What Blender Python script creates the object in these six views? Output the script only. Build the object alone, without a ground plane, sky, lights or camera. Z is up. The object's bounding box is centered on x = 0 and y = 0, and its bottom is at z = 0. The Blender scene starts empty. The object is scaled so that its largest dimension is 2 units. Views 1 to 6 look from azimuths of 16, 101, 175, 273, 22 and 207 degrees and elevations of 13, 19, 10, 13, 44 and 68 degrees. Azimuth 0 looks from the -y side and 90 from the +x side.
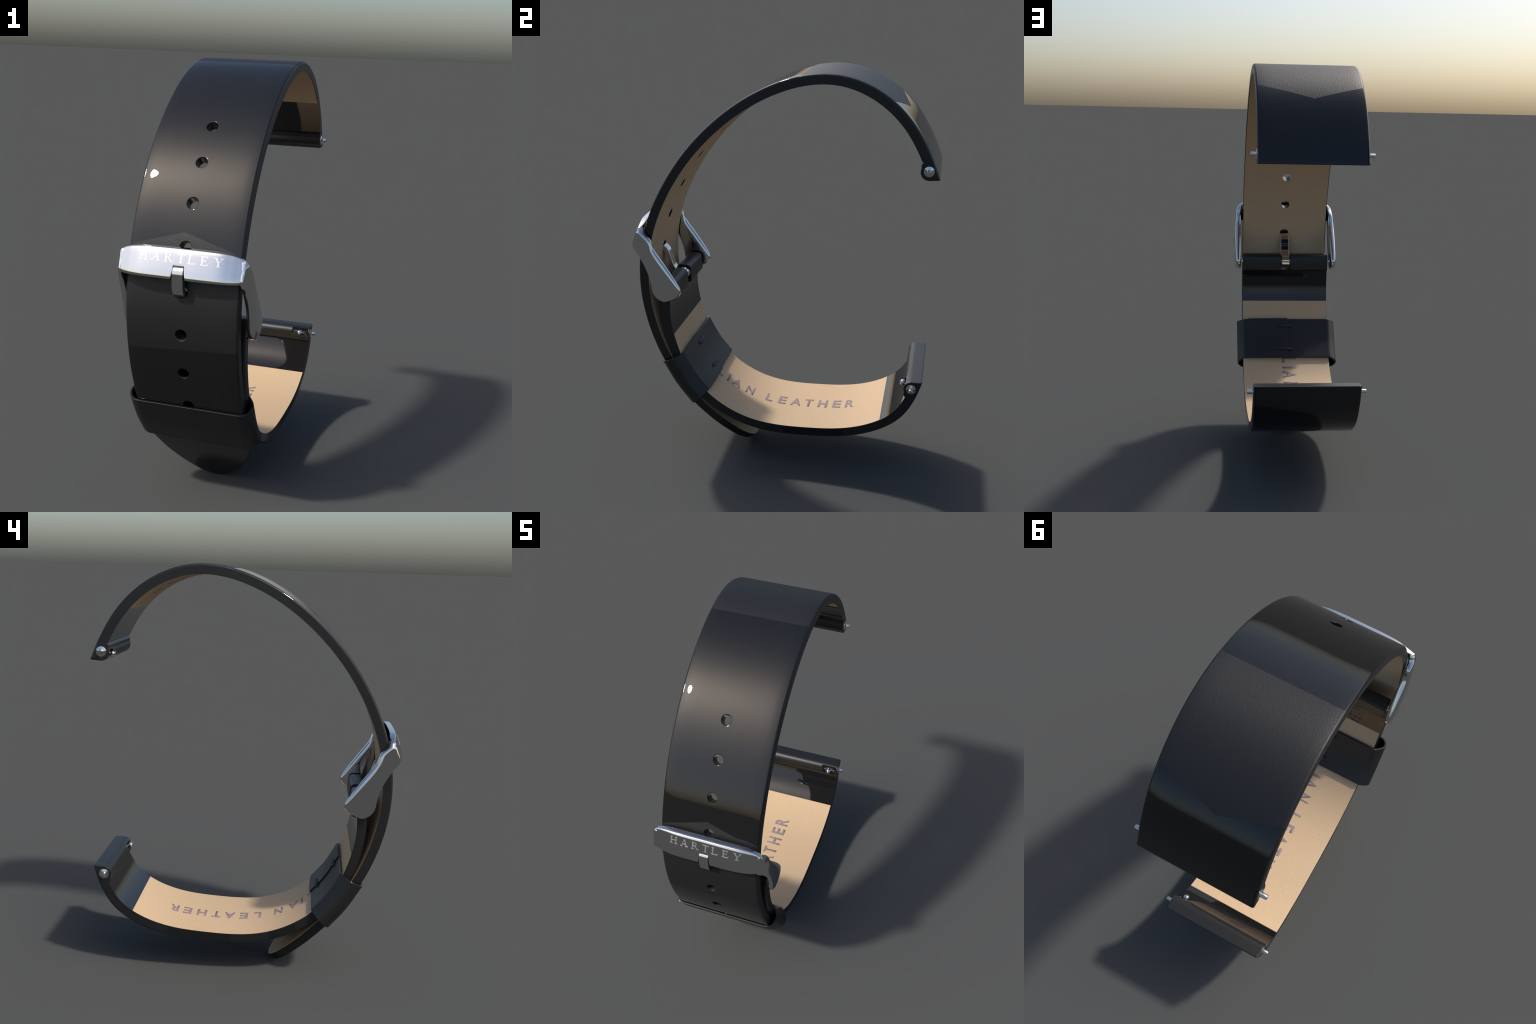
"""Leather watch strap closed into a loop: hole strap, buckle strap, chrome buckle, keeper."""
import bpy, bmesh, math
import numpy as np
from mathutils import Vector

# ------------------------------------------------------------------ helpers
HW = 0.2485          # half width of both straps
BEV = 0.0105         # rounding of the outer leather edge
HOLE_R = 0.0245


def bspline(ctrl, n):
    """clamped cubic B-spline, n samples"""
    C = np.array(ctrl, float)
    m, k = len(C), 3
    kn = np.concatenate([[0] * k, np.linspace(0, 1, m - k + 1), [1] * k])
    t = np.clip(np.linspace(0, 1, n), 0, 1 - 1e-9)
    B = np.zeros((n, m + k))
    for i in range(m + k):
        B[:, i] = (kn[i] <= t) & (t < kn[i + 1])
    for d in range(1, k + 1):
        for i in range(m + k - d):
            a, b = kn[i + d] - kn[i], kn[i + d + 1] - kn[i + 1]
            B[:, i] = (0 if a == 0 else (t - kn[i]) / a * B[:, i]) + (0 if b == 0 else (kn[i + d + 1] - t) / b * B[:, i + 1])
    return B[:, :m] @ C


def catmull(pts, n, closed=False):
    """Catmull-Rom through points of any dimension, n samples per span"""
    P = np.array(pts, float)
    out = []
    m = len(P)
    for i in range(m if closed else m - 1):
        p0 = P[(i - 1) % m] if closed or i > 0 else 2 * P[0] - P[1]
        p1, p2 = P[i], P[(i + 1) % m]
        p3 = P[(i + 2) % m] if closed or i + 2 < m else 2 * P[-1] - P[-2]
        for j in range(n):
            t = j / n
            out.append(0.5 * ((2 * p1) + (p2 - p0) * t + (2 * p0 - 5 * p1 + 4 * p2 - p3) * t * t + (3 * p1 - p0 - 3 * p2 + p3) * t ** 3))
    if not closed:
        out.append(P[-1])
    return np.array(out)


def fillet(pts, radii, n=5, closed=False):
    """polyline with rounded corners"""
    P = [np.array(p, float) for p in pts]
    out = []
    m = len(P)
    for i in range(m):
        if not closed and i in (0, m - 1) or radii[i] <= 0:
            out.append(P[i])
            continue
        a, b, c = P[i - 1], P[i], P[(i + 1) % m]
        u, v = (a - b) / np.linalg.norm(a - b), (c - b) / np.linalg.norm(c - b)
        half = math.acos(max(-1, min(1, float(u @ v)))) / 2
        d = min(radii[i] / math.tan(half), 0.48 * np.linalg.norm(a - b), 0.48 * np.linalg.norm(c - b))
        p, q = b + u * d, b + v * d
        for j in range(n + 1):
            t = j / n
            out.append((1 - t) ** 2 * p + 2 * t * (1 - t) * b + t * t * q)
    return np.array(out)


class Spine:
    """outer side-view curve of a strap; s is arc length, normal points out of the loop"""

    def __init__(self, ctrl, thick, outward):
        q = bspline(ctrl, 3000)
        d = np.r_[0, np.cumsum(np.linalg.norm(np.diff(q, axis=0), axis=1))]
        self.d, self.len = d, d[-1]
        t = np.gradient(q, axis=0)
        t /= np.linalg.norm(t, axis=1)[:, None]
        self.t = t
        self.n = np.stack([t[:, 1], -t[:, 0]], 1) * outward
        self.q = q + self.n * 0.0003
        self.thick = thick

    def at(self, s, arr):
        return np.array([np.interp(s, self.d, arr[:, 0]), np.interp(s, self.d, arr[:, 1])])

    def P(self, s):
        return self.at(s, self.q)

    def N(self, s):
        n = self.at(s, self.n)
        return n / np.linalg.norm(n)

    def T(self, s):
        n = self.at(s, self.t)
        return n / np.linalg.norm(n)

    def Q(self, s):
        return self.P(s) - self.N(s) * self.thick(s)

    def find(self, y, z):
        return self.d[np.argmin((self.q[:, 0] - y) ** 2 + (self.q[:, 1] - z) ** 2)]


class MB:
    """mesh builder with one normal per corner"""

    def __init__(self):
        self.v, self.f, self.n, self.m = [], [], [], []

    def vert(self, x, yz):
        self.v.append((float(x), float(yz[0]), float(yz[1])))
        return len(self.v) - 1

    def face(self, idx, nor, mat=0):
        # orient the face after its first normals
        p = [np.array(self.v[i]) for i in idx]
        g = np.zeros(3)
        for i in range(len(p)):
            g += np.cross(p[i] - p[0], p[(i + 1) % len(p)] - p[0])
        if np.linalg.norm(g) < 1e-12:
            return
        if g @ np.sum(np.array(nor), axis=0) < 0:
            idx, nor = idx[::-1], nor[::-1]
        self.f.append(list(idx))
        self.n.extend([tuple(map(float, q)) for q in nor])
        self.m.append(mat)

    def build(self, name, mats, parent):
        me = bpy.data.meshes.new(name)
        me.from_pydata(self.v, [], self.f)
        for m in mats:
            me.materials.append(m)
        me.polygons.foreach_set("material_index", self.m)
        me.polygons.foreach_set("use_smooth", [True] * len(self.f))
        me.update()
        me.normals_split_custom_set(self.n)
        return add_object(name, me, parent)


def add_object(name, me, parent):
    o = bpy.data.objects.new(name, me)
    bpy.context.scene.collection.objects.link(o)
    o.parent = parent
    return o


def v3(yz, x=0.0):
    return np.array([x, yz[0], yz[1]])


def from_bm(bm, name, mat, parent, bevel=0.0, segs=3, angle=35, smooth=True):
    bmesh.ops.recalc_face_normals(bm, faces=bm.faces[:])
    me = bpy.data.meshes.new(name)
    bm.to_mesh(me)
    bm.free()
    me.materials.append(mat)
    if smooth:
        me.polygons.foreach_set("use_smooth", [True] * len(me.polygons))
        me.set_sharp_from_angle(angle=math.radians(angle))
    o = add_object(name, me, parent)
    if bevel:
        b = o.modifiers.new("edge_rounding", "BEVEL")
        b.width, b.segments, b.limit_method, b.angle_limit = bevel, segs, "ANGLE", math.radians(40)
        b.harden_normals = True
    return o


def prism(bm, outline, x0, x1):
    """closed side-view outline pushed along x"""
    a = [bm.verts.new((x0, p[0], p[1])) for p in outline]
    b = [bm.verts.new((x1, p[0], p[1])) for p in outline]
    n = len(a)
    bm.faces.new(a)
    bm.faces.new(b[::-1])
    for i in range(n):
        bm.faces.new((a[i], b[i], b[(i + 1) % n], a[(i + 1) % n]))


def lathe_x(bm, prof, yz, seg=32):
    """profile of (x, radius) turned about an axis along x"""
    rings = []
    for x, r in prof:
        if r < 1e-6:
            rings.append([bm.verts.new((x, yz[0], yz[1]))])
        else:
            rings.append([bm.verts.new((x, yz[0] + r * math.cos(2 * math.pi * k / seg), yz[1] + r * math.sin(2 * math.pi * k / seg))) for k in range(seg)])
    for a, b in zip(rings[:-1], rings[1:]):
        for k in range(seg):
            q = [a[k % len(a)], a[(k + 1) % len(a)], b[(k + 1) % len(b)], b[k % len(b)]]
            u = []
            for w in q:
                if w not in u:
                    u.append(w)
            if len(u) > 2:
                bm.faces.new(u)


# ------------------------------------------------------------------ materials
class Nodes:
    def __init__(self, name):
        self.mat = bpy.data.materials.new(name)
        self.mat.use_nodes = True
        self.t = self.mat.node_tree
        self.b = self.t.nodes["Principled BSDF"]
        self.co = self.t.nodes.new("ShaderNodeTexCoord").outputs["Object"]

    def new(self, kind, **kw):
        n = self.t.nodes.new(kind)
        for k, v in kw.items():
            setattr(n, k, v)
        return n

    def link(self, a, b):
        self.t.links.new(a, b)

    def math(self, op, a, b=None, c=None):
        n = self.new("ShaderNodeMath", operation=op)
        for i, v in enumerate((a, b, c)):
            if v is None:
                continue
            if isinstance(v, (int, float)):
                n.inputs[i].default_value = v
            else:
                self.link(v, n.inputs[i])
        return n.outputs[0]

    def xyz(self):
        s = self.new("ShaderNodeSeparateXYZ")
        self.link(self.co, s.inputs[0])
        return s.outputs

    def noise(self, scale, detail=2.0, rough=0.5, stretch=None):
        n = self.new("ShaderNodeTexNoise")
        n.inputs["Scale"].default_value, n.inputs["Detail"].default_value, n.inputs["Roughness"].default_value = scale, detail, rough
        src = self.co
        if stretch:
            mp = self.new("ShaderNodeMapping")
            mp.inputs["Scale"].default_value = stretch
            self.link(src, mp.inputs[0])
            src = mp.outputs[0]
        self.link(src, n.inputs["Vector"])
        return n.outputs["Fac"]

    def mix(self, fac, a, b):
        m = self.new("ShaderNodeMix", data_type="RGBA")
        for s, v in ((m.inputs[0], fac), (m.inputs[6], a), (m.inputs[7], b)):
            if isinstance(v, (tuple, float, int)):
                s.default_value = (*v, 1) if isinstance(v, tuple) else v
            else:
                self.link(v, s)
        return m.outputs[2]


LEATHER = (0.0095, 0.0095, 0.0100)


def leather(name, mask_fn, gloss=0.0, matt=0.52, grain_depth=0.48):
    """black leather: polished where the mask is 0, grained and matt where it is 1"""
    N = Nodes(name)
    mask = mask_fn(N)
    # pebbled grain: stretched cells broken up by noise
    vor = N.new("ShaderNodeTexVoronoi", feature="SMOOTH_F1")
    vor.inputs["Scale"].default_value = 1.0
    vor.inputs["Smoothness"].default_value = 0.6
    mp = N.new("ShaderNodeMapping")
    mp.inputs["Scale"].default_value = (175, 115, 115)
    mp.inputs["Rotation"].default_value = (0, 0, 0.35)
    warp = N.new("ShaderNodeVectorMath", operation="MULTIPLY_ADD")
    nz = N.new("ShaderNodeTexNoise")
    nz.inputs["Scale"].default_value = 60
    N.link(N.co, nz.inputs["Vector"])
    N.link(nz.outputs["Color"], warp.inputs[0])
    warp.inputs[1].default_value = (0.010, 0.010, 0.010)
    N.link(N.co, warp.inputs[2])
    N.link(warp.outputs[0], mp.inputs[0])
    N.link(mp.outputs[0], vor.inputs["Vector"])
    grain = N.math("ADD", vor.outputs["Distance"], N.math("MULTIPLY", N.noise(420, 2), 0.5))
    bump = N.new("ShaderNodeBump")
    bump.inputs["Distance"].default_value = 0.0008
    N.link(grain, bump.inputs["Height"])
    N.link(N.math("MULTIPLY", mask, grain_depth), bump.inputs["Strength"])
    N.link(bump.outputs[0], N.b.inputs["Normal"])
    rough = N.math("MULTIPLY_ADD", mask, matt - gloss, gloss)
    N.link(rough, N.b.inputs["Roughness"])
    N.link(N.mix(N.noise(300, 2), tuple(c * 0.88 for c in LEATHER), tuple(c * 1.12 for c in LEATHER)), N.b.inputs["Base Color"])
    N.b.inputs["IOR"].default_value = 1.5
    return N.mat


def all_matt(N):
    return N.math("ADD", 1.0, 0.0)


def all_gloss(N):
    return N.math("ADD", 0.0, 0.0)


def hole_mask(N):
    """matt panels of the hole strap: over the crown and under the buckle, each with a chevron end"""
    x, y, z = N.xyz()
    ax = N.math("ABSOLUTE", N.math("ADD", x, 0.013))
    top = N.math("MULTIPLY", N.math("GREATER_THAN", y, 0.0865), N.math("LESS_THAN", N.math("MULTIPLY_ADD", ax, 0.25, y), 0.580))
    top = N.math("MULTIPLY", top, N.math("GREATER_THAN", z, 1.2))
    front = N.math("MULTIPLY", N.math("LESS_THAN", N.math("MULTIPLY_ADD", ax, 0.28, z), 1.301), N.math("GREATER_THAN", N.math("MULTIPLY_ADD", x, -0.06, z), 0.808))
    front = N.math("MULTIPLY", front, N.math("LESS_THAN", y, -0.5))
    tail = N.math("MULTIPLY", N.math("MULTIPLY", N.math("LESS_THAN", z, 0.34), N.math("LESS_THAN", y, 0.0)), 0.28)
    return N.math("MAXIMUM", N.math("MAXIMUM", top, front), tail)


def buckle_mask(N):
    """matt panel of the buckle strap next to the lug"""
    x, y, z = N.xyz()
    ax = N.math("ABSOLUTE", N.math("ADD", x, 0.02))
    return N.math("MULTIPLY", N.math("GREATER_THAN", N.math("MULTIPLY_ADD", ax, -0.2, z), 0.396), N.math("GREATER_THAN", y, 0.5))


def edge_mask_buckle(N):
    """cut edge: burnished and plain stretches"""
    x, y, z = N.xyz()
    a = N.math("MULTIPLY", N.math("GREATER_THAN", y, 0.060), N.math("LESS_THAN", y, 0.372))
    b = N.math("MULTIPLY", N.math("GREATER_THAN", y, -0.258), N.math("LESS_THAN", y, -0.128))
    low = N.math("LESS_THAN", z, 0.5)
    return N.math("SUBTRACT", 1.0, N.math("MULTIPLY", N.math("MAXIMUM", a, b), low))


def tan_lining():
    N = Nodes("tan_lining_leather")
    fine = N.math("MULTIPLY_ADD", N.math("SUBTRACT", N.noise(330, 2, 0.6), 0.5), 2.4, 0.5)
    broad = N.noise(14, 2)
    c = N.mix(fine, (0.455, 0.320, 0.192), (0.645, 0.466, 0.286))
    c = N.mix(N.math("MULTIPLY", broad, 0.25), c, (0.57, 0.385, 0.245))
    N.link(c, N.b.inputs["Base Color"])
    N.b.inputs["Roughness"].default_value = 0.62
    N.b.inputs["Specular IOR Level"].default_value = 0.25
    bump = N.new("ShaderNodeBump")
    bump.inputs["Distance"].default_value, bump.inputs["Strength"].default_value = 0.0008, 0.25
    N.link(N.noise(420, 2), bump.inputs["Height"])
    N.link(bump.outputs[0], N.b.inputs["Normal"])
    return N.mat


def plain(name, col, rough, metal=0.0, spec=0.5):
    N = Nodes(name)
    N.link(N.mix(N.noise(150, 2), tuple(c * 0.97 for c in col), tuple(min(1, c * 1.03) for c in col)), N.b.inputs["Base Color"])
    N.b.inputs["Roughness"].default_value = rough
    N.b.inputs["Metallic"].default_value = metal
    N.b.inputs["Specular IOR Level"].default_value = spec
    return N.mat


M_HOLE = leather("black_leather_hole_strap", hole_mask)
M_BUCK = leather("black_leather_buckle_strap", buckle_mask)
M_GLOSS = leather("black_leather_polished", all_gloss, gloss=0.03)
M_LOOP = leather("black_leather_loop", all_gloss, gloss=0.38)
M_EDGE = leather("black_leather_cut_edge", all_matt, matt=0.40, grain_depth=0.08)
M_EDGE_B = leather("black_leather_cut_edge_patched", edge_mask_buckle, gloss=0.12, matt=0.40, grain_depth=0.08)
M_KEEP = leather("black_leather_keeper", all_matt, matt=0.43, grain_depth=0.35)
M_LINE = tan_lining()
M_INK = plain("printed_ink", (0.260, 0.200, 0.195), 0.6, spec=0.25)
M_CHROME = plain("polished_steel", (0.68, 0.68, 0.68), 0.045, 1.0)
M_ETCH = plain("etched_steel", (0.76, 0.76, 0.75), 0.36, 1.0)
M_THREAD = plain("black_thread", (0.011, 0.010, 0.0095), 0.55)

# ------------------------------------------------------------------ the two spines (side view, y z)
hole_spine = Spine(
    [(-0.1570, -0.0045), (-0.2230, 0.0720), (-0.3790, 0.2440), (-0.5873, 0.5102), (-0.6996, 0.8415), (-0.6888, 1.1738), (-0.5496, 1.4976),
     (-0.3405, 1.7539), (-0.0616, 1.9536), (0.2781, 2.0388), (0.5978, 1.8675), (0.7013, 1.6625), (0.741, 1.558)],
    lambda s: 0.0468 + 0.0022 * max(0, min(1, (s - 2.75) / 0.5)), -1)
buckle_spine = Spine(
    [(-0.576, 0.855), (-0.5855, 0.7755), (-0.5584, 0.6189), (-0.4631, 0.3989), (-0.271, 0.2384), (-0.051, 0.1677), (0.2009, 0.1793),
     (0.4204, 0.1989), (0.6614, 0.3115), (0.7158, 0.4567), (0.737, 0.537)],
    lambda s: 0.0473 + 0.0010 * max(0, min(1, (s - 1.3) / 0.5)), 1)

K = 8            # cells across a hole block
BLOCK = 0.040    # half size of a hole block


def rows_for(s0, s1, step, holes):
    rows = []
    edges = [s0] + [e for h in holes for e in (h - BLOCK, h + BLOCK)] + [s1]
    for i, (a, b) in enumerate(zip(edges[:-1], edges[1:])):
        n = K if i % 2 else max(1, int(math.ceil((b - a) / step)))
        rows += list(np.linspace(a, b, n + 1)[:-1])
    rows.append(s1)
    return rows


def x_lines(w):
    a = min(BLOCK, 0.5 * w)
    side = [a + (w - a) * k for k in (0.2, 0.4, 0.58, 0.8, 1.0)]
    return np.array([-v for v in side[::-1]] + list(np.linspace(-a, a, K + 1)) + side)


NX = K + 1 + 10
C0 = 5  # first column of a hole block


def grid_sheet(mb, pos, nor, rows, row_w, row_s, holes, rad, sign, mat, radlip=0.0, roll=0.0):
    """one face of a strap with round holes; returns vertex grid and the hole rings"""
    grid = []
    for i, s in enumerate(rows):
        grid.append([mb.vert(x, pos(row_s[i])) for x in x_lines(row_w[i])])
    blocks = {}
    for h in holes:
        i0 = int(np.argmin([abs(s - (h - BLOCK)) for s in rows]))
        blocks[i0] = h
    skip = set()
    rings = {}
    for i0, h in blocks.items():
        for i in range(i0, i0 + K):
            for j in range(C0, C0 + K):
                skip.add((i, j))
        loop = [(i0, C0 + j) for j in range(K)] + [(i0 + i, C0 + K) for i in range(K)] + [(i0 + K, C0 + K - j) for j in range(K)] + [(i0 + K - i, C0) for i in range(K)]
        ring, info = [], []
        for (i, j) in loop:
            ds, dx = rows[i] - h, x_lines(row_w[i])[j]
            a = math.atan2(dx, ds)
            ring.append(mb.vert((rad + radlip) * math.sin(a), pos(h + (rad + radlip) * math.cos(a))))
            info.append(a)
        for k in range(len(loop)):
            k2 = (k + 1) % len(loop)
            (i, j), (p, q) = loop[k], loop[k2]
            nn = [v3(nor(row_s[i])), v3(nor(row_s[p])), v3(nor(h + rad * math.cos(info[k2]))), v3(nor(h + rad * math.cos(info[k])))]
            mb.face([grid[i][j], grid[p][q], ring[k2], ring[k]], [sign * n for n in nn], mat)
        rings[h] = (ring, info)
    for i in range(len(rows) - 1):
        na, nb = sign * v3(nor(row_s[i])), sign * v3(nor(row_s[i + 1]))
        for j in range(NX - 1):
            if (i, j) not in skip:
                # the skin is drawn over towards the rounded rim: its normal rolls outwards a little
                r0, r1 = (np.array([roll * max(0, (abs(2 * k / (NX - 1) - 1) - 0.75) / 0.25) ** 3 * (1 if k > NX / 2 else -1), 0, 0]) for k in (j, j + 1))
                mb.face([grid[i][j], grid[i][j + 1], grid[i + 1][j + 1], grid[i + 1][j]], [na + r0, na + r1, nb + r1, nb + r0], mat)
    return grid, rings


def hole_walls(mb, sp, top, bot, rad, lip, mat):
    for h, (ring, info) in top.items():
        prev = ring
        n_up = v3(sp.N(h))
        tt = v3(sp.T(h))
        dirs = [-(tt * math.cos(a) + np.array([1, 0, 0]) * math.sin(a)) for a in info]
        steps = 4
        prev_n = [n_up] * len(ring)
        for k in range(1, steps + 1):
            ph = k / steps * math.pi / 2
            r, dep = rad + lip * (1 - math.sin(ph)), lip * (1 - math.cos(ph))
            cur = [mb.vert(r * math.sin(a), sp.P(h + r * math.cos(a)) - sp.N(h) * dep) for a in info]
            cn = [n_up * math.cos(ph) + d * math.sin(ph) for d in dirs]
            for i in range(len(cur)):
                j = (i + 1) % len(cur)
                mb.face([prev[i], prev[j], cur[j], cur[i]], [prev_n[i], prev_n[j], cn[j], cn[i]], mat)
            prev, prev_n = cur, cn
        b = bot[h][0]
        for i in range(len(b)):
            j = (i + 1) % len(b)
            mb.face([prev[i], prev[j], b[j], b[i]], [dirs[i], dirs[j], dirs[j], dirs[i]], mat)


def strap_body(mb, sp, s0, s1, width, holes, step, mat_out, mat_edge, mat_in, tip=False):
    rows = rows_for(s0, s1, step, holes)
    if tip:  # crowd rows into the rounded tip
        first = [s for s in rows if s > 0.20]
        rows = [s0 + 0.20 * (k / 22) ** 1.7 for k in range(22)] + first
    O = [(s, width(s)) for s in rows]
    Nn = []
    for i, s in enumerate(rows):
        e = 1e-4
        dw = (width(min(s + e, s1)) - width(max(s - e, s0))) / (min(s + e, s1) - max(s - e, s0))
        n = np.array([-dw, 1.0])
        Nn.append(n / np.linalg.norm(n))
    top_s = [o[0] - BEV * n[0] for o, n in zip(O, Nn)]
    top_w = [o[1] - BEV * n[1] for o, n in zip(O, Nn)]
    if tip:
        top_w[0] = max(0.004, O[0][1] - 0.4 * BEV)
        top_s[0] = s0 + BEV
    bot_s, bot_w = [o[0] for o in O], [o[1] for o in O]
    lip = 0.004
    g1, r1 = grid_sheet(mb, sp.P, sp.N, rows, top_w, top_s, holes, HOLE_R, 1, mat_out, lip, 0.085)
    g2, r2 = grid_sheet(mb, sp.Q, sp.N, rows, bot_w, bot_s, holes, HOLE_R, -1, mat_in)
    hole_walls(mb, sp, r1, r2, HOLE_R, lip, mat_out)

    def chain(top_idx, s_o, x_o, n2, bot_idx):
        """rounded edge from the top face to the cut edge, then down"""
        T3, N3 = v3(sp.T(s_o)), v3(sp.N(s_o))
        lat = T3 * n2[0] + np.array([1.0, 0, 0]) * n2[1]
        p0 = np.array(mb.v[top_idx])
        side = v3(sp.P(s_o), x_o)
        ids, ns = [top_idx], [N3]
        for k in range(1, 5):
            ph = k / 4 * math.pi / 2
            p = p0 + (side - p0) * math.sin(ph) - N3 * BEV * (1 - math.cos(ph))
            mb.v.append(tuple(map(float, p)))
            ids.append(len(mb.v) - 1)
            ns.append(N3 * math.cos(ph) + lat * math.sin(ph))
        return ids, ns, lat, bot_idx

    R = [chain(g1[i][-1], O[i][0], O[i][1], Nn[i], g2[i][-1]) for i in range(len(rows))]
    L = [chain(g1[i][0], O[i][0], -O[i][1], Nn[i] * np.array([1, -1]), g2[i][0]) for i in range(len(rows))]
    strips = [R, L]
    if tip:
        xs_o = x_lines(O[0][1])
        F = []
        for j in range(NX):
            f = xs_o[j] / O[0][1]
            n2 = np.array([-1.0, 0.9 * f * abs(f)])
            F.append(chain(g1[0][j], O[0][0], xs_o[j], n2 / np.linalg.norm(n2), g2[0][j]))
        R[0], L[0] = F[-1], F[0]
        strips.append(F)
    for st in strips:
        for a, b in zip(st[:-1], st[1:]):
            for k in range(4):
                mb.face([a[0][k], b[0][k], b[0][k + 1], a[0][k + 1]], [a[1][k], b[1][k], b[1][k + 1], a[1][k + 1]], mat_out if k < 3 else mat_edge)
            mb.face([a[0][4], b[0][4], b[3], a[3]], [a[2], b[2], b[2], a[2]], mat_edge)
    return g1, g2, R, L, rows


def end_wall(mb, sp, g1, g2, R, L, row, mat, direction):
    t = v3(sp.T(row)) * direction
    a, b = g1[0 if direction < 0 else -1], g2[0 if direction < 0 else -1]
    i = 0 if direction < 0 else -1
    loop = a + R[i][0][1:] + [b[-1]] + b[::-1][1:] + L[i][0][1:][::-1]
    mb.face(loop, [t] * len(loop), mat)


def lug_cap(mb, sp, s_end, corner_pts, radii, slot_x, slot_at, mat_out, mat_edge, mat_in):
    """rolled end of a strap round the spring bar, with a slot for the release knob"""
    outer = [sp.P(s) for s in np.linspace(s_end, sp.len - 0.006, 12)]
    prof = fillet([outer[-1]] + corner_pts + [sp.Q(s_end)], [0] + radii + [0], 7)
    P = np.vstack([outer[:-1], prof])
    keep = [0] + [i for i in range(1, len(P)) if np.linalg.norm(P[i] - P[i - 1]) > 4e-4]
    P = P[keep]
    # subdivide long pieces
    Q = [P[0]]
    for p in P[1:]:
        n = max(1, int(np.linalg.norm(p - Q[-1]) / 0.006))
        Q += [Q[-1] + (p - Q[-1]) * k / n for k in range(1, n + 1)]
    P = np.array(Q)
    cen = P.mean(0)
    seg = np.diff(P, axis=0)
    sn = np.stack([seg[:, 1], -seg[:, 0]], 1)
    sn /= np.linalg.norm(sn, axis=1)[:, None]
    if np.sum(np.einsum("ij,ij->i", sn, (P[:-1] + P[1:]) / 2 - cen)) < 0:
        sn = -sn
    nv = np.vstack([sn[:1], sn[:-1] + sn[1:], sn[-1:]])
    nv /= np.linalg.norm(nv, axis=1)[:, None]
    nv[0] = sp.N(s_end)
    n_out = len(outer)
    m = len(P)
    arc = np.r_[0, np.cumsum(np.linalg.norm(np.diff(P, axis=0), axis=1))]
    b_out = np.interp(arc, [0, arc[n_out], arc[n_out] + 0.03, arc[-1]], [BEV, BEV, 0.004, 0.0012])
    w_edge = HW
    # slot block
    js = int(np.argmin(((P - np.array(slot_at)) ** 2).sum(1)))
    half = 4
    while arc[js + half] - arc[js - half] < 0.046:
        half += 1
    j0, j1 = js - half, js + half
    c_mid = 0.5 * (arc[j0] + arc[j1])
    sx, hl, hr = slot_x, 0.038, 0.0175
    kx = 2 * half + 8
    cols = list(np.linspace(sx - hl - 0.008, sx + hl + 0.008, kx + 1))
    lines = [None] + [x for x in (-0.12, 0.0, 0.12) if abs(x - sx) > 0.08] + cols + [None]
    lines = [None] + sorted(lines[1:-1]) + [None]
    c0 = lines.index(cols[0])
    grid = []
    for i in range(m):
        xs = [-(w_edge - b_out[i])] + lines[1:-1] + [w_edge - b_out[i]]
        grid.append([mb.vert(x, P[i]) for x in xs])

    def mat_of(i):
        return mat_out if arc[i] < arc[n_out] + 0.004 else 3 if arc[i] < arc[-1] - 0.012 else mat_in

    def at(c):
        return np.array([np.interp(c, arc, P[:, 0]), np.interp(c, arc, P[:, 1])]), np.array([np.interp(c, arc, nv[:, 0]), np.interp(c, arc, nv[:, 1])])

    for i in range(m - 1):
        # split the shading where the profile turns sharply
        sharp = lambda k: 0 < k < m - 1 and sn[k - 1] @ sn[k] < 0.75
        na = v3(sn[i] if sharp(i) else nv[i])
        nb = v3(sn[i] if sharp(i + 1) else nv[i + 1])
        for j in range(len(lines) - 1):
            if j0 <= i < j1 and c0 <= j < c0 + kx:
                continue
            mb.face([grid[i][j], grid[i][j + 1], grid[i + 1][j + 1], grid[i + 1][j]], [na, na, nb, nb], mat_of(i))
    nk = j1 - j0
    loop = [(j0, c0 + j) for j in range(kx)] + [(j0 + i, c0 + kx) for i in range(nk)] + [(j1, c0 + kx - j) for j in range(kx)] + [(j1 - i, c0) for i in range(nk)]
    ring, deep, wn = [], [], []
    for (i, j) in loop:
        dc, dx = arc[i] - c_mid, lines[j] - sx
        ex = max(-(hl - hr), min(hl - hr, dx * (hl - hr) / hl))
        a = math.atan2(dc, dx - ex)
        px, pc = ex + hr * math.cos(a), hr * math.sin(a)
        q, n = at(c_mid + pc)
        ring.append(mb.vert(sx + px, q))
        deep.append(mb.vert(sx + px, q - n * 0.016))
        wn.append(np.array([-math.cos(a), 0, 0]))
    for k in range(len(loop)):
        k2 = (k + 1) % len(loop)
        (i, j), (p, q) = loop[k], loop[k2]
        mb.face([grid[i][j], grid[p][q], ring[k2], ring[k]], [v3(nv[i]), v3(nv[p]), v3(nv[p]), v3(nv[i])], mat_in)
        w = np.cross(np.array(mb.v[ring[k2]]) - np.array(mb.v[ring[k]]), np.array(mb.v[deep[k]]) - np.array(mb.v[ring[k]]))
        w /= np.linalg.norm(w) + 1e-12
        mid = 0.5 * (np.array(mb.v[ring[k]]) + np.array(mb.v[ring[k2]]))
        if w @ (np.array([sx, *at(c_mid)[0]]) - mid) < 0:
            w = -w
        mb.face([ring[k], ring[k2], deep[k2], deep[k]], [w] * 4, mat_edge)
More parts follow.
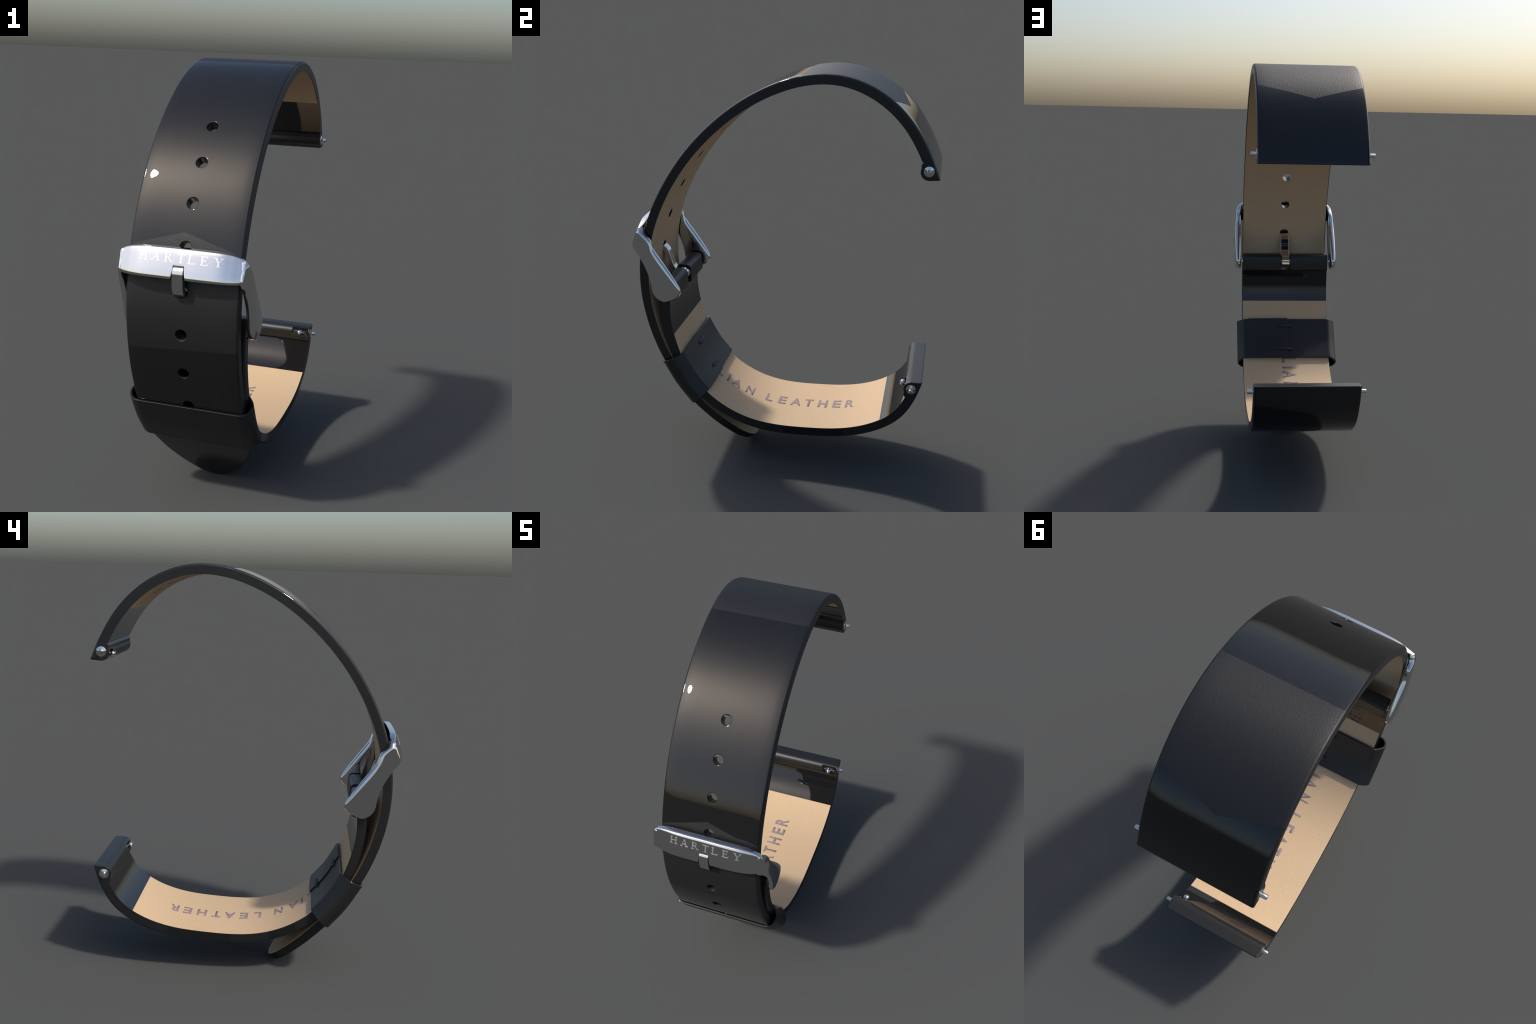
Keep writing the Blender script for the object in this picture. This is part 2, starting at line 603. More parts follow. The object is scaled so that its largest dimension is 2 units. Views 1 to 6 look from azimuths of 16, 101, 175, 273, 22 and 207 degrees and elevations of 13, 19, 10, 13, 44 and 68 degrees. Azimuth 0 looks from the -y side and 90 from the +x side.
    for sgn, col in ((1, -1), (-1, 0)):
        lat = np.array([sgn, 0.0, 0.0])
        prev = None
        sides = []
        for i in range(m):
            ids, ns = [grid[i][col]], [v3(nv[i])]
            for k in range(1, 5):
                ph = k / 4 * math.pi / 2
                x = w_edge - b_out[i] * (1 - math.sin(ph))
                ids.append(mb.vert(sgn * x, P[i] - nv[i] * b_out[i] * (1 - math.cos(ph))))
                ns.append(v3(nv[i]) * math.cos(ph) + lat * math.sin(ph))
            if prev:
                for k in range(4):
                    mb.face([prev[0][k], ids[k], ids[k + 1], prev[0][k + 1]], [prev[1][k], ns[k], ns[k + 1], prev[1][k + 1]], mat_of(i))
            prev = (ids, ns)
            sides.append(ids[-1])
        mb.face(sides, [lat] * len(sides), mat_edge)


def lining_slab(sp, s0, s1, width, holes, step, name, parent, tip=False):
    mb = MB()
    rows = rows_for(s0, s1, step, holes)
    if tip:
        first = [s for s in rows if s > 0.20]
        rows = [s0 + (0.20 - s0) * (k / 22) ** 1.7 for k in range(22)] + first
    W = [width(s) for s in rows]
    proud = lambda s: sp.Q(s) - sp.N(s) * 0.0012
    sunk = lambda s: sp.Q(s) + sp.N(s) * 0.004
    g, r = grid_sheet(mb, proud, sp.N, rows, W, rows, holes, HOLE_R + 0.0006, -1, 0)
    h, q = grid_sheet(mb, sunk, sp.N, rows, W, rows, holes, HOLE_R + 0.0006, 1, 0)
    X = np.array([1.0, 0, 0])
    lines = [([(g[i][-1], h[i][-1]) for i in range(len(rows))], X), ([(g[i][0], h[i][0]) for i in range(len(rows))], -X),
             (list(zip(g[0], h[0])), -v3(sp.T(rows[0]))), (list(zip(g[-1], h[-1])), v3(sp.T(rows[-1])))]
    for ln, n in lines:
        for (a, b), (c, d) in zip(ln[:-1], ln[1:]):
            mb.face([a, c, d, b], [n] * 4, 0)
    for k in r:
        a, b = r[k][0], q[k][0]
        for i in range(len(a)):
            j = (i + 1) % len(a)
            n = v3(sp.T(k)) * math.cos(r[k][1][i]) + np.array([math.sin(r[k][1][i]), 0, 0])
            mb.face([a[i], a[j], b[j], b[i]], [-n] * 4, 0)
    return mb.build(name, [M_LINE], parent)


# ------------------------------------------------------------------ root
root = bpy.data.objects.new("watch_strap", None)
bpy.context.scene.collection.objects.link(root)
root["label"] = "black leather watch strap with tan lining and steel buckle"
root["category"] = "watch strap"

def roll(c, r, a0, a1, n=15):
    return [(c[0] + r * math.cos(math.radians(a)), c[1] + r * math.sin(math.radians(a))) for a in np.linspace(a0, a1, n)]


# ------------------------------------------------------------------ hole strap
TIP = catmull([(0, 0.010), (0.010, 0.042), (0.032, 0.075), (0.078, 0.116), (0.127, 0.148), (0.18, 0.176), (0.236, 0.201), (0.30, 0.221), (0.36, 0.238), (0.43, HW), (0.50, HW)], 12)


def hole_width(s):
    return float(np.interp(s, TIP[:, 0], TIP[:, 1])) if s < 0.5 else HW


h1 = hole_spine.find(-0.3587, 1.7163)
h3 = hole_spine.find(-0.5772, 1.4158)
pitch = (h1 - h3) / 2
HOLES = sorted(h1 - pitch * k for k in range(8))
s_lug = hole_spine.find(0.701, 1.655)
mb = MB()
strap_body(mb, hole_spine, 0.0, s_lug, hole_width, HOLES, 0.028, 0, 1, 2, tip=True)
lug_cap(mb, hole_spine, s_lug, [(0.7440, 1.550)] + roll((0.6925, 1.5860), 0.0400, -92, -205) + [(0.6535, 1.617), (0.6625, 1.6290)],
        [0.010] + [0] * 15 + [0.005, 0.004], -0.195, (0.6525, 1.580), 0, 1, 2)
hole_strap = mb.build("hole_strap", [M_HOLE, M_EDGE, M_GLOSS, M_LOOP], root)
s_line1 = hole_spine.find(0.592, 1.822)
lining_slab(hole_spine, 0.004, s_line1, lambda s: max(0.006, hole_width(s) - 0.003), HOLES, 0.028, "lining", hole_strap, tip=True)

# ------------------------------------------------------------------ buckle strap
s_lug2 = buckle_spine.find(0.7015, 0.431)
mb = MB()
g1, g2, R, L, rows = strap_body(mb, buckle_spine, 0.0, s_lug2, lambda s: HW, [], 0.028, 0, 1, 2)
end_wall(mb, buckle_spine, g1, g2, R, L, 0.0, 1, -1)
lug_cap(mb, buckle_spine, s_lug2, [(0.7400, 0.5455)] + roll((0.6895, 0.5050), 0.0385, 92, 205) + [(0.6530, 0.472), (0.6620, 0.4600)],
        [0.010] + [0] * 15 + [0.005, 0.004], 0.195, (0.6505, 0.513), 0, 1, 2)
buckle_strap = mb.build("buckle_strap", [M_BUCK, M_EDGE_B, M_GLOSS, M_LOOP], root)
sA, sB = buckle_spine.find(-0.557, 0.655), buckle_spine.find(0.572, 0.279)
lining_slab(buckle_spine, sA, sB, lambda s: HW - 0.0012, [], 0.028, "lining", buckle_strap)

# rolled loops holding the buckle's spring bar, either side of the tongue
loop_prof = fillet([(-0.5765, 0.8553), (-0.5760, 0.90), (-0.5720, 0.9435), (-0.5060, 0.9435), (-0.5015, 0.855), (-0.516, 0.847), (-0.5310, 0.8445), (-0.5310, 0.8553)],
                   [0, 0.06, 0.009, 0.028, 0.009, 0.006, 0.0, 0], 6, closed=True)
for x0, x1 in ((0.0245, HW - 0.0004), (-HW + 0.0004, -0.0295)):
    bm = bmesh.new()
    prism(bm, loop_prof, x0, x1)
    from_bm(bm, "spring_bar_loop", M_LOOP, buckle_strap, 0.003, 3, 50)

# ------------------------------------------------------------------ spring bars with release knobs
def spring_bar(parent, axis, knob_x, knob_yz):
    bm = bmesh.new()
    half = [(0.0, 0.0242), (0.2480, 0.0242), (0.2492, 0.0240), (0.2499, 0.0225), (0.2502, 0.0115), (0.2512, 0.0098), (0.2745, 0.0098), (0.2768, 0.0080), (0.2775, 0.0)]
    lathe_x(bm, [(-x, r) for x, r in half[::-1]] + half[1:], axis, 40)
    bar = from_bm(bm, "spring_bar", M_CHROME, parent, angle=40)
    bm = bmesh.new()
    bmesh.ops.create_uvsphere(bm, u_segments=32, v_segments=20, radius=0.0152)
    bmesh.ops.translate(bm, verts=bm.verts[:], vec=(knob_x, *knob_yz))
    bmesh.ops.create_cone(bm, segments=20, radius1=0.009, radius2=0.009, depth=0.04, cap_ends=True)
    stem = bm.verts[-42:] if False else [v for v in bm.verts if abs(v.co.x) < 0.02 and abs(v.co.y) < 0.02]
    d = (Vector((0, *knob_yz)) - Vector((0, *axis))).normalized()
    q = Vector((0, 0, 1)).rotation_difference(d)
    for v in stem:
        v.co = q @ v.co + Vector((knob_x, *knob_yz)) - d * 0.02
    k = from_bm(bm, "release_knob", M_CHROME, parent, angle=40)
    return bar, k


spring_bar(hole_strap, (0.6905, 1.589), -0.1965, (0.6465, 1.577))
spring_bar(buckle_strap, (0.6875, 0.505), 0.1965, (0.6450, 0.5145))

# ------------------------------------------------------------------ lettering printed on the lining
def glyph(ch):
    cu = bpy.data.curves.new("glyph", "FONT")
    cu.body, cu.size, cu.resolution_u, cu.offset = ch, 1.0, 6, 0.030
    o = bpy.data.objects.new("glyph", cu)
    bpy.context.scene.collection.objects.link(o)
    dg = bpy.context.evaluated_depsgraph_get()
    me = bpy.data.meshes.new_from_object(o.evaluated_get(dg))
    bpy.data.objects.remove(o)
    bpy.data.curves.remove(cu)
    bm = bmesh.new()
    bm.from_mesh(me)
    bpy.data.meshes.remove(me)
    return bm


def printed_text(sp, letters, x_base, cap, parent, direction):
    """letters: (character, y position of the start on the curve, width)"""
    out = bmesh.new()
    for ch, s0, wid in letters:
        bm = glyph(ch)
        xs, ys = [v.co.x for v in bm.verts], [v.co.y for v in bm.verts]
        lo, hi, yl, yh = min(xs), max(xs), min(ys), max(ys)
        for k in range(1, 9):  # let the letter bend with the strap
            bmesh.ops.bisect_plane(bm, geom=bm.verts[:] + bm.edges[:] + bm.faces[:], plane_co=(lo + (hi - lo) * k / 9, 0, 0), plane_no=(1, 0, 0))
        ext = bmesh.ops.extrude_face_region(bm, geom=bm.faces[:])
        raised = {v for v in ext["geom"] if isinstance(v, bmesh.types.BMVert)}
        for v in bm.verts:
            s = s0 + direction * (v.co.x - lo) / (hi - lo) * wid
            x = x_base - (v.co.y - yl) / (yh - yl) * cap
            d = 0.0017 if v in raised else 0.0006
            p = sp.Q(s) - sp.N(s) * d
            v.co = (x, p[0], p[1])
        me = bpy.data.meshes.new("tmp")
        bm.to_mesh(me)
        bm.free()
        out.from_mesh(me)
        bpy.data.meshes.remove(me)
    return from_bm(out, "lettering", M_INK, parent, smooth=False)


def s_at(y):
    """arc position on the buckle strap whose lining point has this y"""
    ss = np.linspace(0.2, buckle_spine.len - 0.1, 1500)
    q = np.array([buckle_spine.Q(s)[0] for s in ss])
    return float(ss[np.argmin(abs(q - y))])


word = []
for ch, ya, wid in (("L", -0.080, 0.041), ("E", -0.012, 0.045), ("A", 0.055, 0.058), ("T", 0.129, 0.047), ("H", 0.203, 0.051), ("E", 0.281, 0.046), ("R", 0.349, 0.050),
                    ("N", -0.192, 0.050), ("A", -0.268, 0.058)):
    word.append((ch, s_at(ya), wid))
s_i = s_at(-0.287)
for ch, back, wid in (("I", 0.009, 0.013), ("L", 0.080, 0.041), ("A", 0.155, 0.058), ("T", 0.220, 0.047), ("I", 0.256, 0.013)):
    word.append((ch, s_i - back, wid))
printed_text(buckle_spine, word, 0.0255, 0.081, buckle_strap, 1)


def s_up(y):
    ss = np.linspace(2.0, hole_spine.len - 0.15, 1500)
    q = np.array([hole_spine.Q(s)[0] for s in ss])
    return float(ss[np.argmin(abs(q - y))])


s0 = s_up(0.488)
word = [(ch, s0 - k * 0.082, 0.048) for k, ch in enumerate("HARTLEY")]
printed_text(hole_spine, word, 0.0455, 0.081, hole_strap, -1)

# ------------------------------------------------------------------ keeper
def keeper():
    I = catmull([(-0.4640, 0.5680), (-0.4030, 0.4620), (-0.3300, 0.3740)], 6)
    O = catmull([(-0.5785, 0.5085), (-0.5040, 0.3865), (-0.4205, 0.2845)], 6)
    lean = np.linspace(-0.008, -0.010, len(I))   # it sits a little askew
    half = [(0.0, 0.0), (0.12, 0.0), (0.21, 0.0), (0.237, 0.0), (0.248, 0.006), (0.258, 0.018), (0.271, 0.036), (0.280, 0.056), (0.2805, 0.080), (0.272, 0.104),
            (0.256, 0.122), (0.236, 0.1305), (0.210, 0.1320), (0.12, 0.1320), (0.0, 0.1320)]
    hc = catmull(half, 4)
    full = [(1.024 * x, q / 0.132) for x, q in hc] + [(-1.024 * x, q / 0.132) for x, q in hc[::-1][1:-1]]
    full = np.array(full)
    n = len(full)
    thick = 0.0105
    tn = np.roll(full, -1, 0) - np.roll(full, 1, 0)
    tn[:, 1] *= 0.132
    nn = np.stack([tn[:, 1], -tn[:, 0]], 1)
    nn /= np.linalg.norm(nn, axis=1)[:, None]
    bm = bmesh.new()
    outer, inner = [], []
    for k in range(len(I)):
        D = np.linalg.norm(O[k] - I[k])
        ax = (O[k] - I[k]) / D
        ro, ri = [], []
        for (x, q), (nx, nq) in zip(full, nn):
            p = I[k] + ax * q * D
            ro.append(bm.verts.new((x + lean[k], p[0], p[1])))
            p2 = I[k] + ax * (q * D - nq * thick)
            ri.append(bm.verts.new((x + lean[k] - nx * thick, p2[0], p2[1])))
        outer.append(ro)
        inner.append(ri)
    for A, flip in ((outer, 0), (inner, 1)):
        for a, b in zip(A[:-1], A[1:]):
            for i in range(n):
                j = (i + 1) % n
                bm.faces.new((a[i], a[j], b[j], b[i]))
    for e in (0, -1):
        for i in range(n):
            j = (i + 1) % n
            bm.faces.new((outer[e][i], outer[e][j], inner[e][j], inner[e][i])).material_index = 1
    ob = from_bm(bm, "keeper_loop", M_KEEP, root, 0.003, 3, 50)
    ob.data.materials.append(M_GLOSS)
    # overlapping flap on the inside
    bm = bmesh.new()
    top, bot = [], []
    xs = [-0.005, 0.03, 0.08, 0.13, 0.17, 0.20, 0.225]
    for k in range(len(I)):
        d = (I[k] - O[k]) / np.linalg.norm(I[k] - O[k])
        T = I[min(k + 1, len(I) - 1)] - I[max(k - 1, 0)]
        nrm = np.array([-T[1], T[0]]) / np.linalg.norm(T)
        if nrm @ d < 0:
            nrm = -nrm
        e = 0.003 if k == 0 else -0.003 if k == len(I) - 1 else 0
        base = I[k] - e * T / np.linalg.norm(T)
        tt, bb = [], []
        for x in xs:
            h = 0.0075 * (1 - max(0, (x - 0.08) / 0.145) ** 1.5) + 0.0004
            p, q = base + nrm * h, base - nrm * 0.003
            tt.append(bm.verts.new((x + lean[k], p[0], p[1])))
            bb.append(bm.verts.new((x + lean[k], q[0], q[1])))
        top.append(tt)
        bot.append(bb)
    m = len(xs)
    for G in (top, bot):
        for a, b in zip(G[:-1], G[1:]):
            for i in range(m - 1):
                bm.faces.new((a[i], a[i + 1], b[i + 1], b[i]))
    for e in (0, -1):
        for i in range(m - 1):
            bm.faces.new((top[e][i], top[e][i + 1], bot[e][i + 1], bot[e][i]))
    for e in (0, -1):
        for a, b, c, d in zip(top[:-1], top[1:], bot[1:], bot[:-1]):
            bm.faces.new((a[e], b[e], c[e], d[e]))
    from_bm(bm, "keeper_flap", M_KEEP, ob, 0.003, 3, 50)
    # two stitches across the joint
    for t, x0, x1 in ((0.17, -0.052, 0.054), (0.77, -0.042, 0.066)):
        k = t * (len(I) - 1)
        i = int(k)
        p = I[i] + (I[i + 1] - I[i]) * (k - i)
        d = (p - (O[i] + (O[i + 1] - O[i]) * (k - i)))
        d /= np.linalg.norm(d)
        bm = bmesh.new()
        rings, seg, cnt = [], 16, 13
        for a in range(cnt):
            u = a / (cnt - 1)
            x = x0 + (x1 - x0) * u
            r = 0.0108 * max(0.02, (1 - abs(2 * u - 1) ** 5)) ** 0.5
            c = p + d * (0.0085 if x > -0.011 else 0.0085 - 0.006 * min(1, (-0.011 - x) / 0.02))
            tv = np.array([-d[1], d[0]])
            rings.append([bm.verts.new((x, *(c + tv * r * 0.95 * math.cos(2 * math.pi * s / seg) + d * r * 0.75 * math.sin(2 * math.pi * s / seg)))) for s in range(seg)])
        for a, b in zip(rings[:-1], rings[1:]):
            for s in range(seg):
                bm.faces.new((a[s], a[(s + 1) % seg], b[(s + 1) % seg], b[s]))
        bm.faces.new(rings[0])
        bm.faces.new(rings[-1][::-1])
        from_bm(bm, "stitch", M_THREAD, ob, angle=60)


keeper()

# ------------------------------------------------------------------ buckle frame
# cross-sections of the bar and of an arm: front-outer edge A, front-inner B, back-inner C, back-outer D
# (x y z each), bulge of the front, exponent of the rounding, exponent at the front-outer edge
BAR = [
    ((0.000, -0.6990, 1.2465), (0.000, -0.7415, 1.1255), (0.000, -0.713, 1.1185), (0.000, -0.663, 1.2475), 0.0022, 0.34, 0.21),
    ((0.090, -0.6990, 1.2460), (0.090, -0.7415, 1.1255), (0.090, -0.713, 1.1185), (0.090, -0.663, 1.2470), 0.0022, 0.34, 0.21),
    ((0.165, -0.6962, 1.2440), (0.165, -0.7387, 1.1255), (0.165, -0.711, 1.1185), (0.165, -0.661, 1.2450), 0.0022, 0.34, 0.21),
    ((0.214, -0.6895, 1.2385), (0.214, -0.7308, 1.1258), (0.214, -0.704, 1.1175), (0.214, -0.658, 1.2385), 0.0020, 0.34, 0.21),
    ((0.246, -0.6850, 1.2305), (0.246, -0.7225, 1.1265), (0.246, -0.692, 1.1175), (0.246, -0.662, 1.2300), 0.0018, 0.34, 0.21),
    ((0.264, -0.6845, 1.2215), (0.264, -0.7165, 1.1300), (0.264, -0.688, 1.1185), (0.264, -0.668, 1.2215), 0.0015, 0.34, 0.21),
    ((0.2700, -0.6872, 1.2170), (0.2700, -0.7155, 1.1315), (0.2700, -0.690, 1.124), (0.2700, -0.671, 1.2170), 0.001, 0.34, 0.21),
    ((0.2722, -0.6895, 1.2110), (0.2722, -0.7115, 1.1370), (0.2722, -0.694, 1.132), (0.2722, -0.676, 1.2110), 0.0, 0.34, 0.21),
]
ARM = [
    ((0.2650, -0.6890, 1.2140), (0.2540, -0.6890, 1.2140), (0.2520, -0.6610, 1.2260), (0.2660, -0.6760, 1.2190), 0.0, 0.55, 0.30),
    ((0.2690, -0.6915, 1.2060), (0.2540, -0.6915, 1.2060), (0.2530, -0.6550, 1.2170), (0.2765, -0.6730, 1.2120), 0.001, 0.55, 0.22),
    ((0.2720, -0.6985, 1.1820), (0.2540, -0.6985, 1.1820), (0.2540, -0.6450, 1.1970), (0.2890, -0.6660, 1.1950), 0.002, 0.54, 0.20),
    ((0.2735, -0.7120, 1.1290), (0.2555, -0.7110, 1.1280), (0.2560, -0.6220, 1.1600), (0.2950, -0.6300, 1.1570), 0.003, 0.52, 0.20),
    ((0.2880, -0.6760, 1.0815), (0.2570, -0.6750, 1.0805), (0.2560, -0.6040, 1.1090), (0.2980, -0.6075, 1.1090), 0.003, 0.50, 0.30),
    ((0.2985, -0.6370, 1.0130), (0.2570, -0.6370, 1.0120), (0.2560, -0.5540, 1.0390), (0.2990, -0.5545, 1.0390), 0.003, 0.50, 0.46),
    ((0.2985, -0.6165, 0.9500), (0.2580, -0.6165, 0.9500), (0.2580, -0.5010, 0.9640), (0.2990, -0.5010, 0.9640), 0.003, 0.50, 0.46),
    ((0.2975, -0.6085, 0.9050), (0.2600, -0.6085, 0.9050), (0.2600, -0.4710, 0.9150), (0.2980, -0.4710, 0.9150), 0.003, 0.50, 0.46),
    ((0.2960, -0.5970, 0.8790), (0.2610, -0.5970, 0.8790), (0.2610, -0.4770, 0.8860), (0.2965, -0.4770, 0.8860), 0.002, 0.50, 0.46),
    ((0.2940, -0.5780, 0.8610), (0.2625, -0.5780, 0.8610), (0.2625, -0.5025, 0.8660), (0.2940, -0.5025, 0.8660), 0.0, 0.50, 0.46),
    ((0.2910, -0.5550, 0.8525), (0.2650, -0.5550, 0.8525), (0.2650, -0.5300, 0.8550), (0.2910, -0.5300, 0.8550), 0.0, 0.50, 0.46),
]


def buckle_frame():
    flat = np.array([[*a, *b, *c, *d, *e, 0.34] for a, b, c, d, *e in BAR])
    # mirror the first stations so that the bar is smooth through the middle
    mir = flat[1:3][::-1].copy()
    mir[:, [0, 3, 6, 9]] *= -1
    dense = list(catmull(np.vstack([mir, flat]), 14)[2 * 14:])
    # extra sections where the tongue notch begins
    for x in (0.0215, 0.0235, 0.0245, 0.0250, 0.0256, 0.0262, 0.0268, 0.0275, 0.0285, 0.0295, 0.0307, 0.0320, 0.0335, 0.0350):
        k = next(i for i, r in enumerate(dense) if r[0] > x)
        t = (x - dense[k - 1][0]) / (dense[k][0] - dense[k - 1][0])
        dense.insert(k, dense[k - 1] * (1 - t) + dense[k] * t)
    dense = np.array(dense)
    arm = np.array([[*a, *b, *c, *d, *e, 0.72] for a, b, c, d, *e in ARM])
    arm[3:, 10:12] += (0.0055, 0.0035)   # fuller back edge, strongly rounded
    arm[3:, 7:9] += (0.0025, 0.0015)
    arm[7:, 10:12] -= (0.0035, 0.0015)
    arm = catmull(arm, 12)

    def notch(x):
        u = max(0.0, min(1.0, (0.034 - x) / 0.0095))
        return 0.41 * (1 - math.sqrt(max(0, 1 - u ** 2.2))) if u < 1 else 0.41

    M = 72
    sec = [(math.cos(2 * math.pi * (k + 0.5) / M), math.sin(2 * math.pi * (k + 0.5) / M)) for k in range(M)]
    bm = bmesh.new()

    def section(row, side, cut=0.0, inset=0.0):
        A, B, C, D, bul = row[0:3], row[3:6], row[6:9], row[9:12], row[12]
        mid = (A + B + C + D) / 4
        fn = (A + B) / 2 - (C + D) / 2
        fn = fn / np.linalg.norm(fn)
        ring = []
        for a, b in sec:
            e = row[14] if a > 0 and b > 0 else row[15] if a > 0 else row[13]
            a, b = (abs(t) ** e * (1 if t > 0 else -1) for t in (a, b))
            v = (a + 1) / 2
            if v < 0.66:  # only the lower part gives way to the notch
                v = cut + (0.66 - cut) * v / 0.66
            F = B + (A - B) * v + fn * bul * 4 * v * (1 - v)
            G = C + (D - C) * v + fn * bul * (3 if row[9] < 0.2725 and row[11] - row[8] > 0.02 else -4) * v * (1 - v)
            p = G + (F - G) * (b + 1) / 2
            p = mid + (p - mid) * (1 - inset)
            ring.append(bm.verts.new((side * p[0], p[1], p[2])))
        return ring

    def skin(rings):
        for a, b in zip(rings[:-1], rings[1:]):
            for i in range(M):
                bm.faces.new((a[i], a[(i + 1) % M], b[(i + 1) % M], b[i]))
        bm.faces.new(rings[0])
        bm.faces.new(rings[-1][::-1])

    skin([section(r, -1, notch(r[0])) for r in dense[::-1][:-1]] + [section(r, 1, notch(r[0])) for r in dense])
    for side in (1, -1):
        rings = [section(r, side) for r in arm]
        for drop, ins in ((0.0016, 0.25), (0.0026, 0.55), (0.003, 0.85)):  # soft closing of the foot
            r = arm[-1].copy()
            r[[2, 5, 8, 11]] -= drop
            rings.append(section(r, side, 0.0, ins))
        skin(rings)
    ob = from_bm(bm, "buckle", M_CHROME, root, angle=60)
    rowx = dense[:, 0]

    def front(x, v):
        """point and normal on the front of the bar"""
        i = int(np.clip(np.searchsorted(rowx, abs(x)), 1, len(rowx) - 1))
        t = (abs(x) - rowx[i - 1]) / (rowx[i] - rowx[i - 1])
        r = dense[i - 1] * (1 - t) + dense[i] * t
        A, B, C, D, bul = r[0:3], r[3:6], r[6:9], r[9:12], r[12]
        fn = (A + B) / 2 - (C + D) / 2
        fn /= np.linalg.norm(fn)
        p = B + (A - B) * v + fn * bul * 4 * v * (1 - v)
        return np.array([x, p[1], p[2]]), fn

    return ob, front


buckle, bar_front = buckle_frame()

# raised serif capitals on the bar: thin and thick strokes with slab serifs
def stroke(p, q, w):
    p, q = np.array(p, float), np.array(q, float)
    return [(p[0] - w / 2, p[1]), (p[0] + w / 2, p[1]), (q[0] + w / 2, q[1]), (q[0] - w / 2, q[1])]


def bar(x0, x1, y, h):
    return [(x0, y - h / 2), (x1, y - h / 2), (x1, y + h / 2), (x0, y + h / 2)]


TH, TN, SE = 0.17, 0.075, 0.075


def stem(x, w=TH, lo=True, hi=True):
    out = [stroke((x, 0.0), (x, 1.0), w)]
    if lo:
        out.append(bar(x - w / 2 - 0.10, x + w / 2 + 0.10, SE / 2, SE))
    if hi:
        out.append(bar(x - w / 2 - 0.10, x + w / 2 + 0.10, 1 - SE / 2, SE))
    return out


def bowl(x0, y0, rx, ry, w, n=10):
    out = []
    for k in range(n):
        a, b = -math.pi / 2 + math.pi * k / n, -math.pi / 2 + math.pi * (k + 1) / n
        f = lambda t, o: (x0 + (rx + o * abs(math.cos(t))) * math.cos(t), y0 + (ry + o * 0.35) * math.sin(t))
        out.append([f(a, -w / 2), f(a, w / 2), f(b, w / 2), f(b, -w / 2)])
    return out


def serif_letter(c):
    if c == "H":
        return stem(0.2) + stem(0.88) + [bar(0.2, 0.88, 0.52, TN)]
    if c == "A":
        return [stroke((0.17, 0.03), (0.50, 1.0), TN), stroke((0.90, 0.03), (0.54, 1.0), TH), bar(0.29, 0.77, 0.34, TN), bar(0.02, 0.34, SE / 2, SE), bar(0.70, 1.08, SE / 2, SE)]
    if c == "R":
        return stem(0.2) + bowl(0.34, 0.74, 0.34, 0.225, 0.12) + [bar(0.2, 0.36, 0.965, 0.07), bar(0.2, 0.46, 0.515, 0.07), stroke((0.90, 0.02), (0.45, 0.52), TH), bar(0.82, 1.04, 0.04, 0.07)]
    if c == "T":
        return stem(0.5, hi=False) + [bar(0.05, 0.95, 1 - SE / 2, SE), stroke((0.08, 0.80), (0.08, 0.98), 0.06), stroke((0.92, 0.80), (0.92, 0.98), 0.06)]
    if c == "L":
        return stem(0.25) + [bar(0.2, 0.92, SE / 2, SE), stroke((0.97, 0.22), (0.90, 0.0), 0.07)]
    if c == "E":
        return stem(0.25) + [bar(0.2, 0.88, SE / 2, SE), bar(0.2, 0.84, 1 - SE / 2, SE), bar(0.25, 0.66, 0.52, TN), stroke((0.93, 0.22), (0.86, 0.0), 0.07), stroke((0.83, 1.0), (0.83, 0.80), 0.06),
                             stroke((0.66, 0.41), (0.66, 0.63), 0.06)]
    return [stroke((0.5, 0.0), (0.5, 0.46), TH), bar(0.28, 0.72, SE / 2, SE), stroke((0.5, 0.42), (0.14, 1.0), TH), stroke((0.5, 0.42), (0.90, 1.0), TN), bar(-0.04, 0.34, 1 - SE / 2, SE), bar(0.72, 1.06, 1 - SE / 2, SE)]


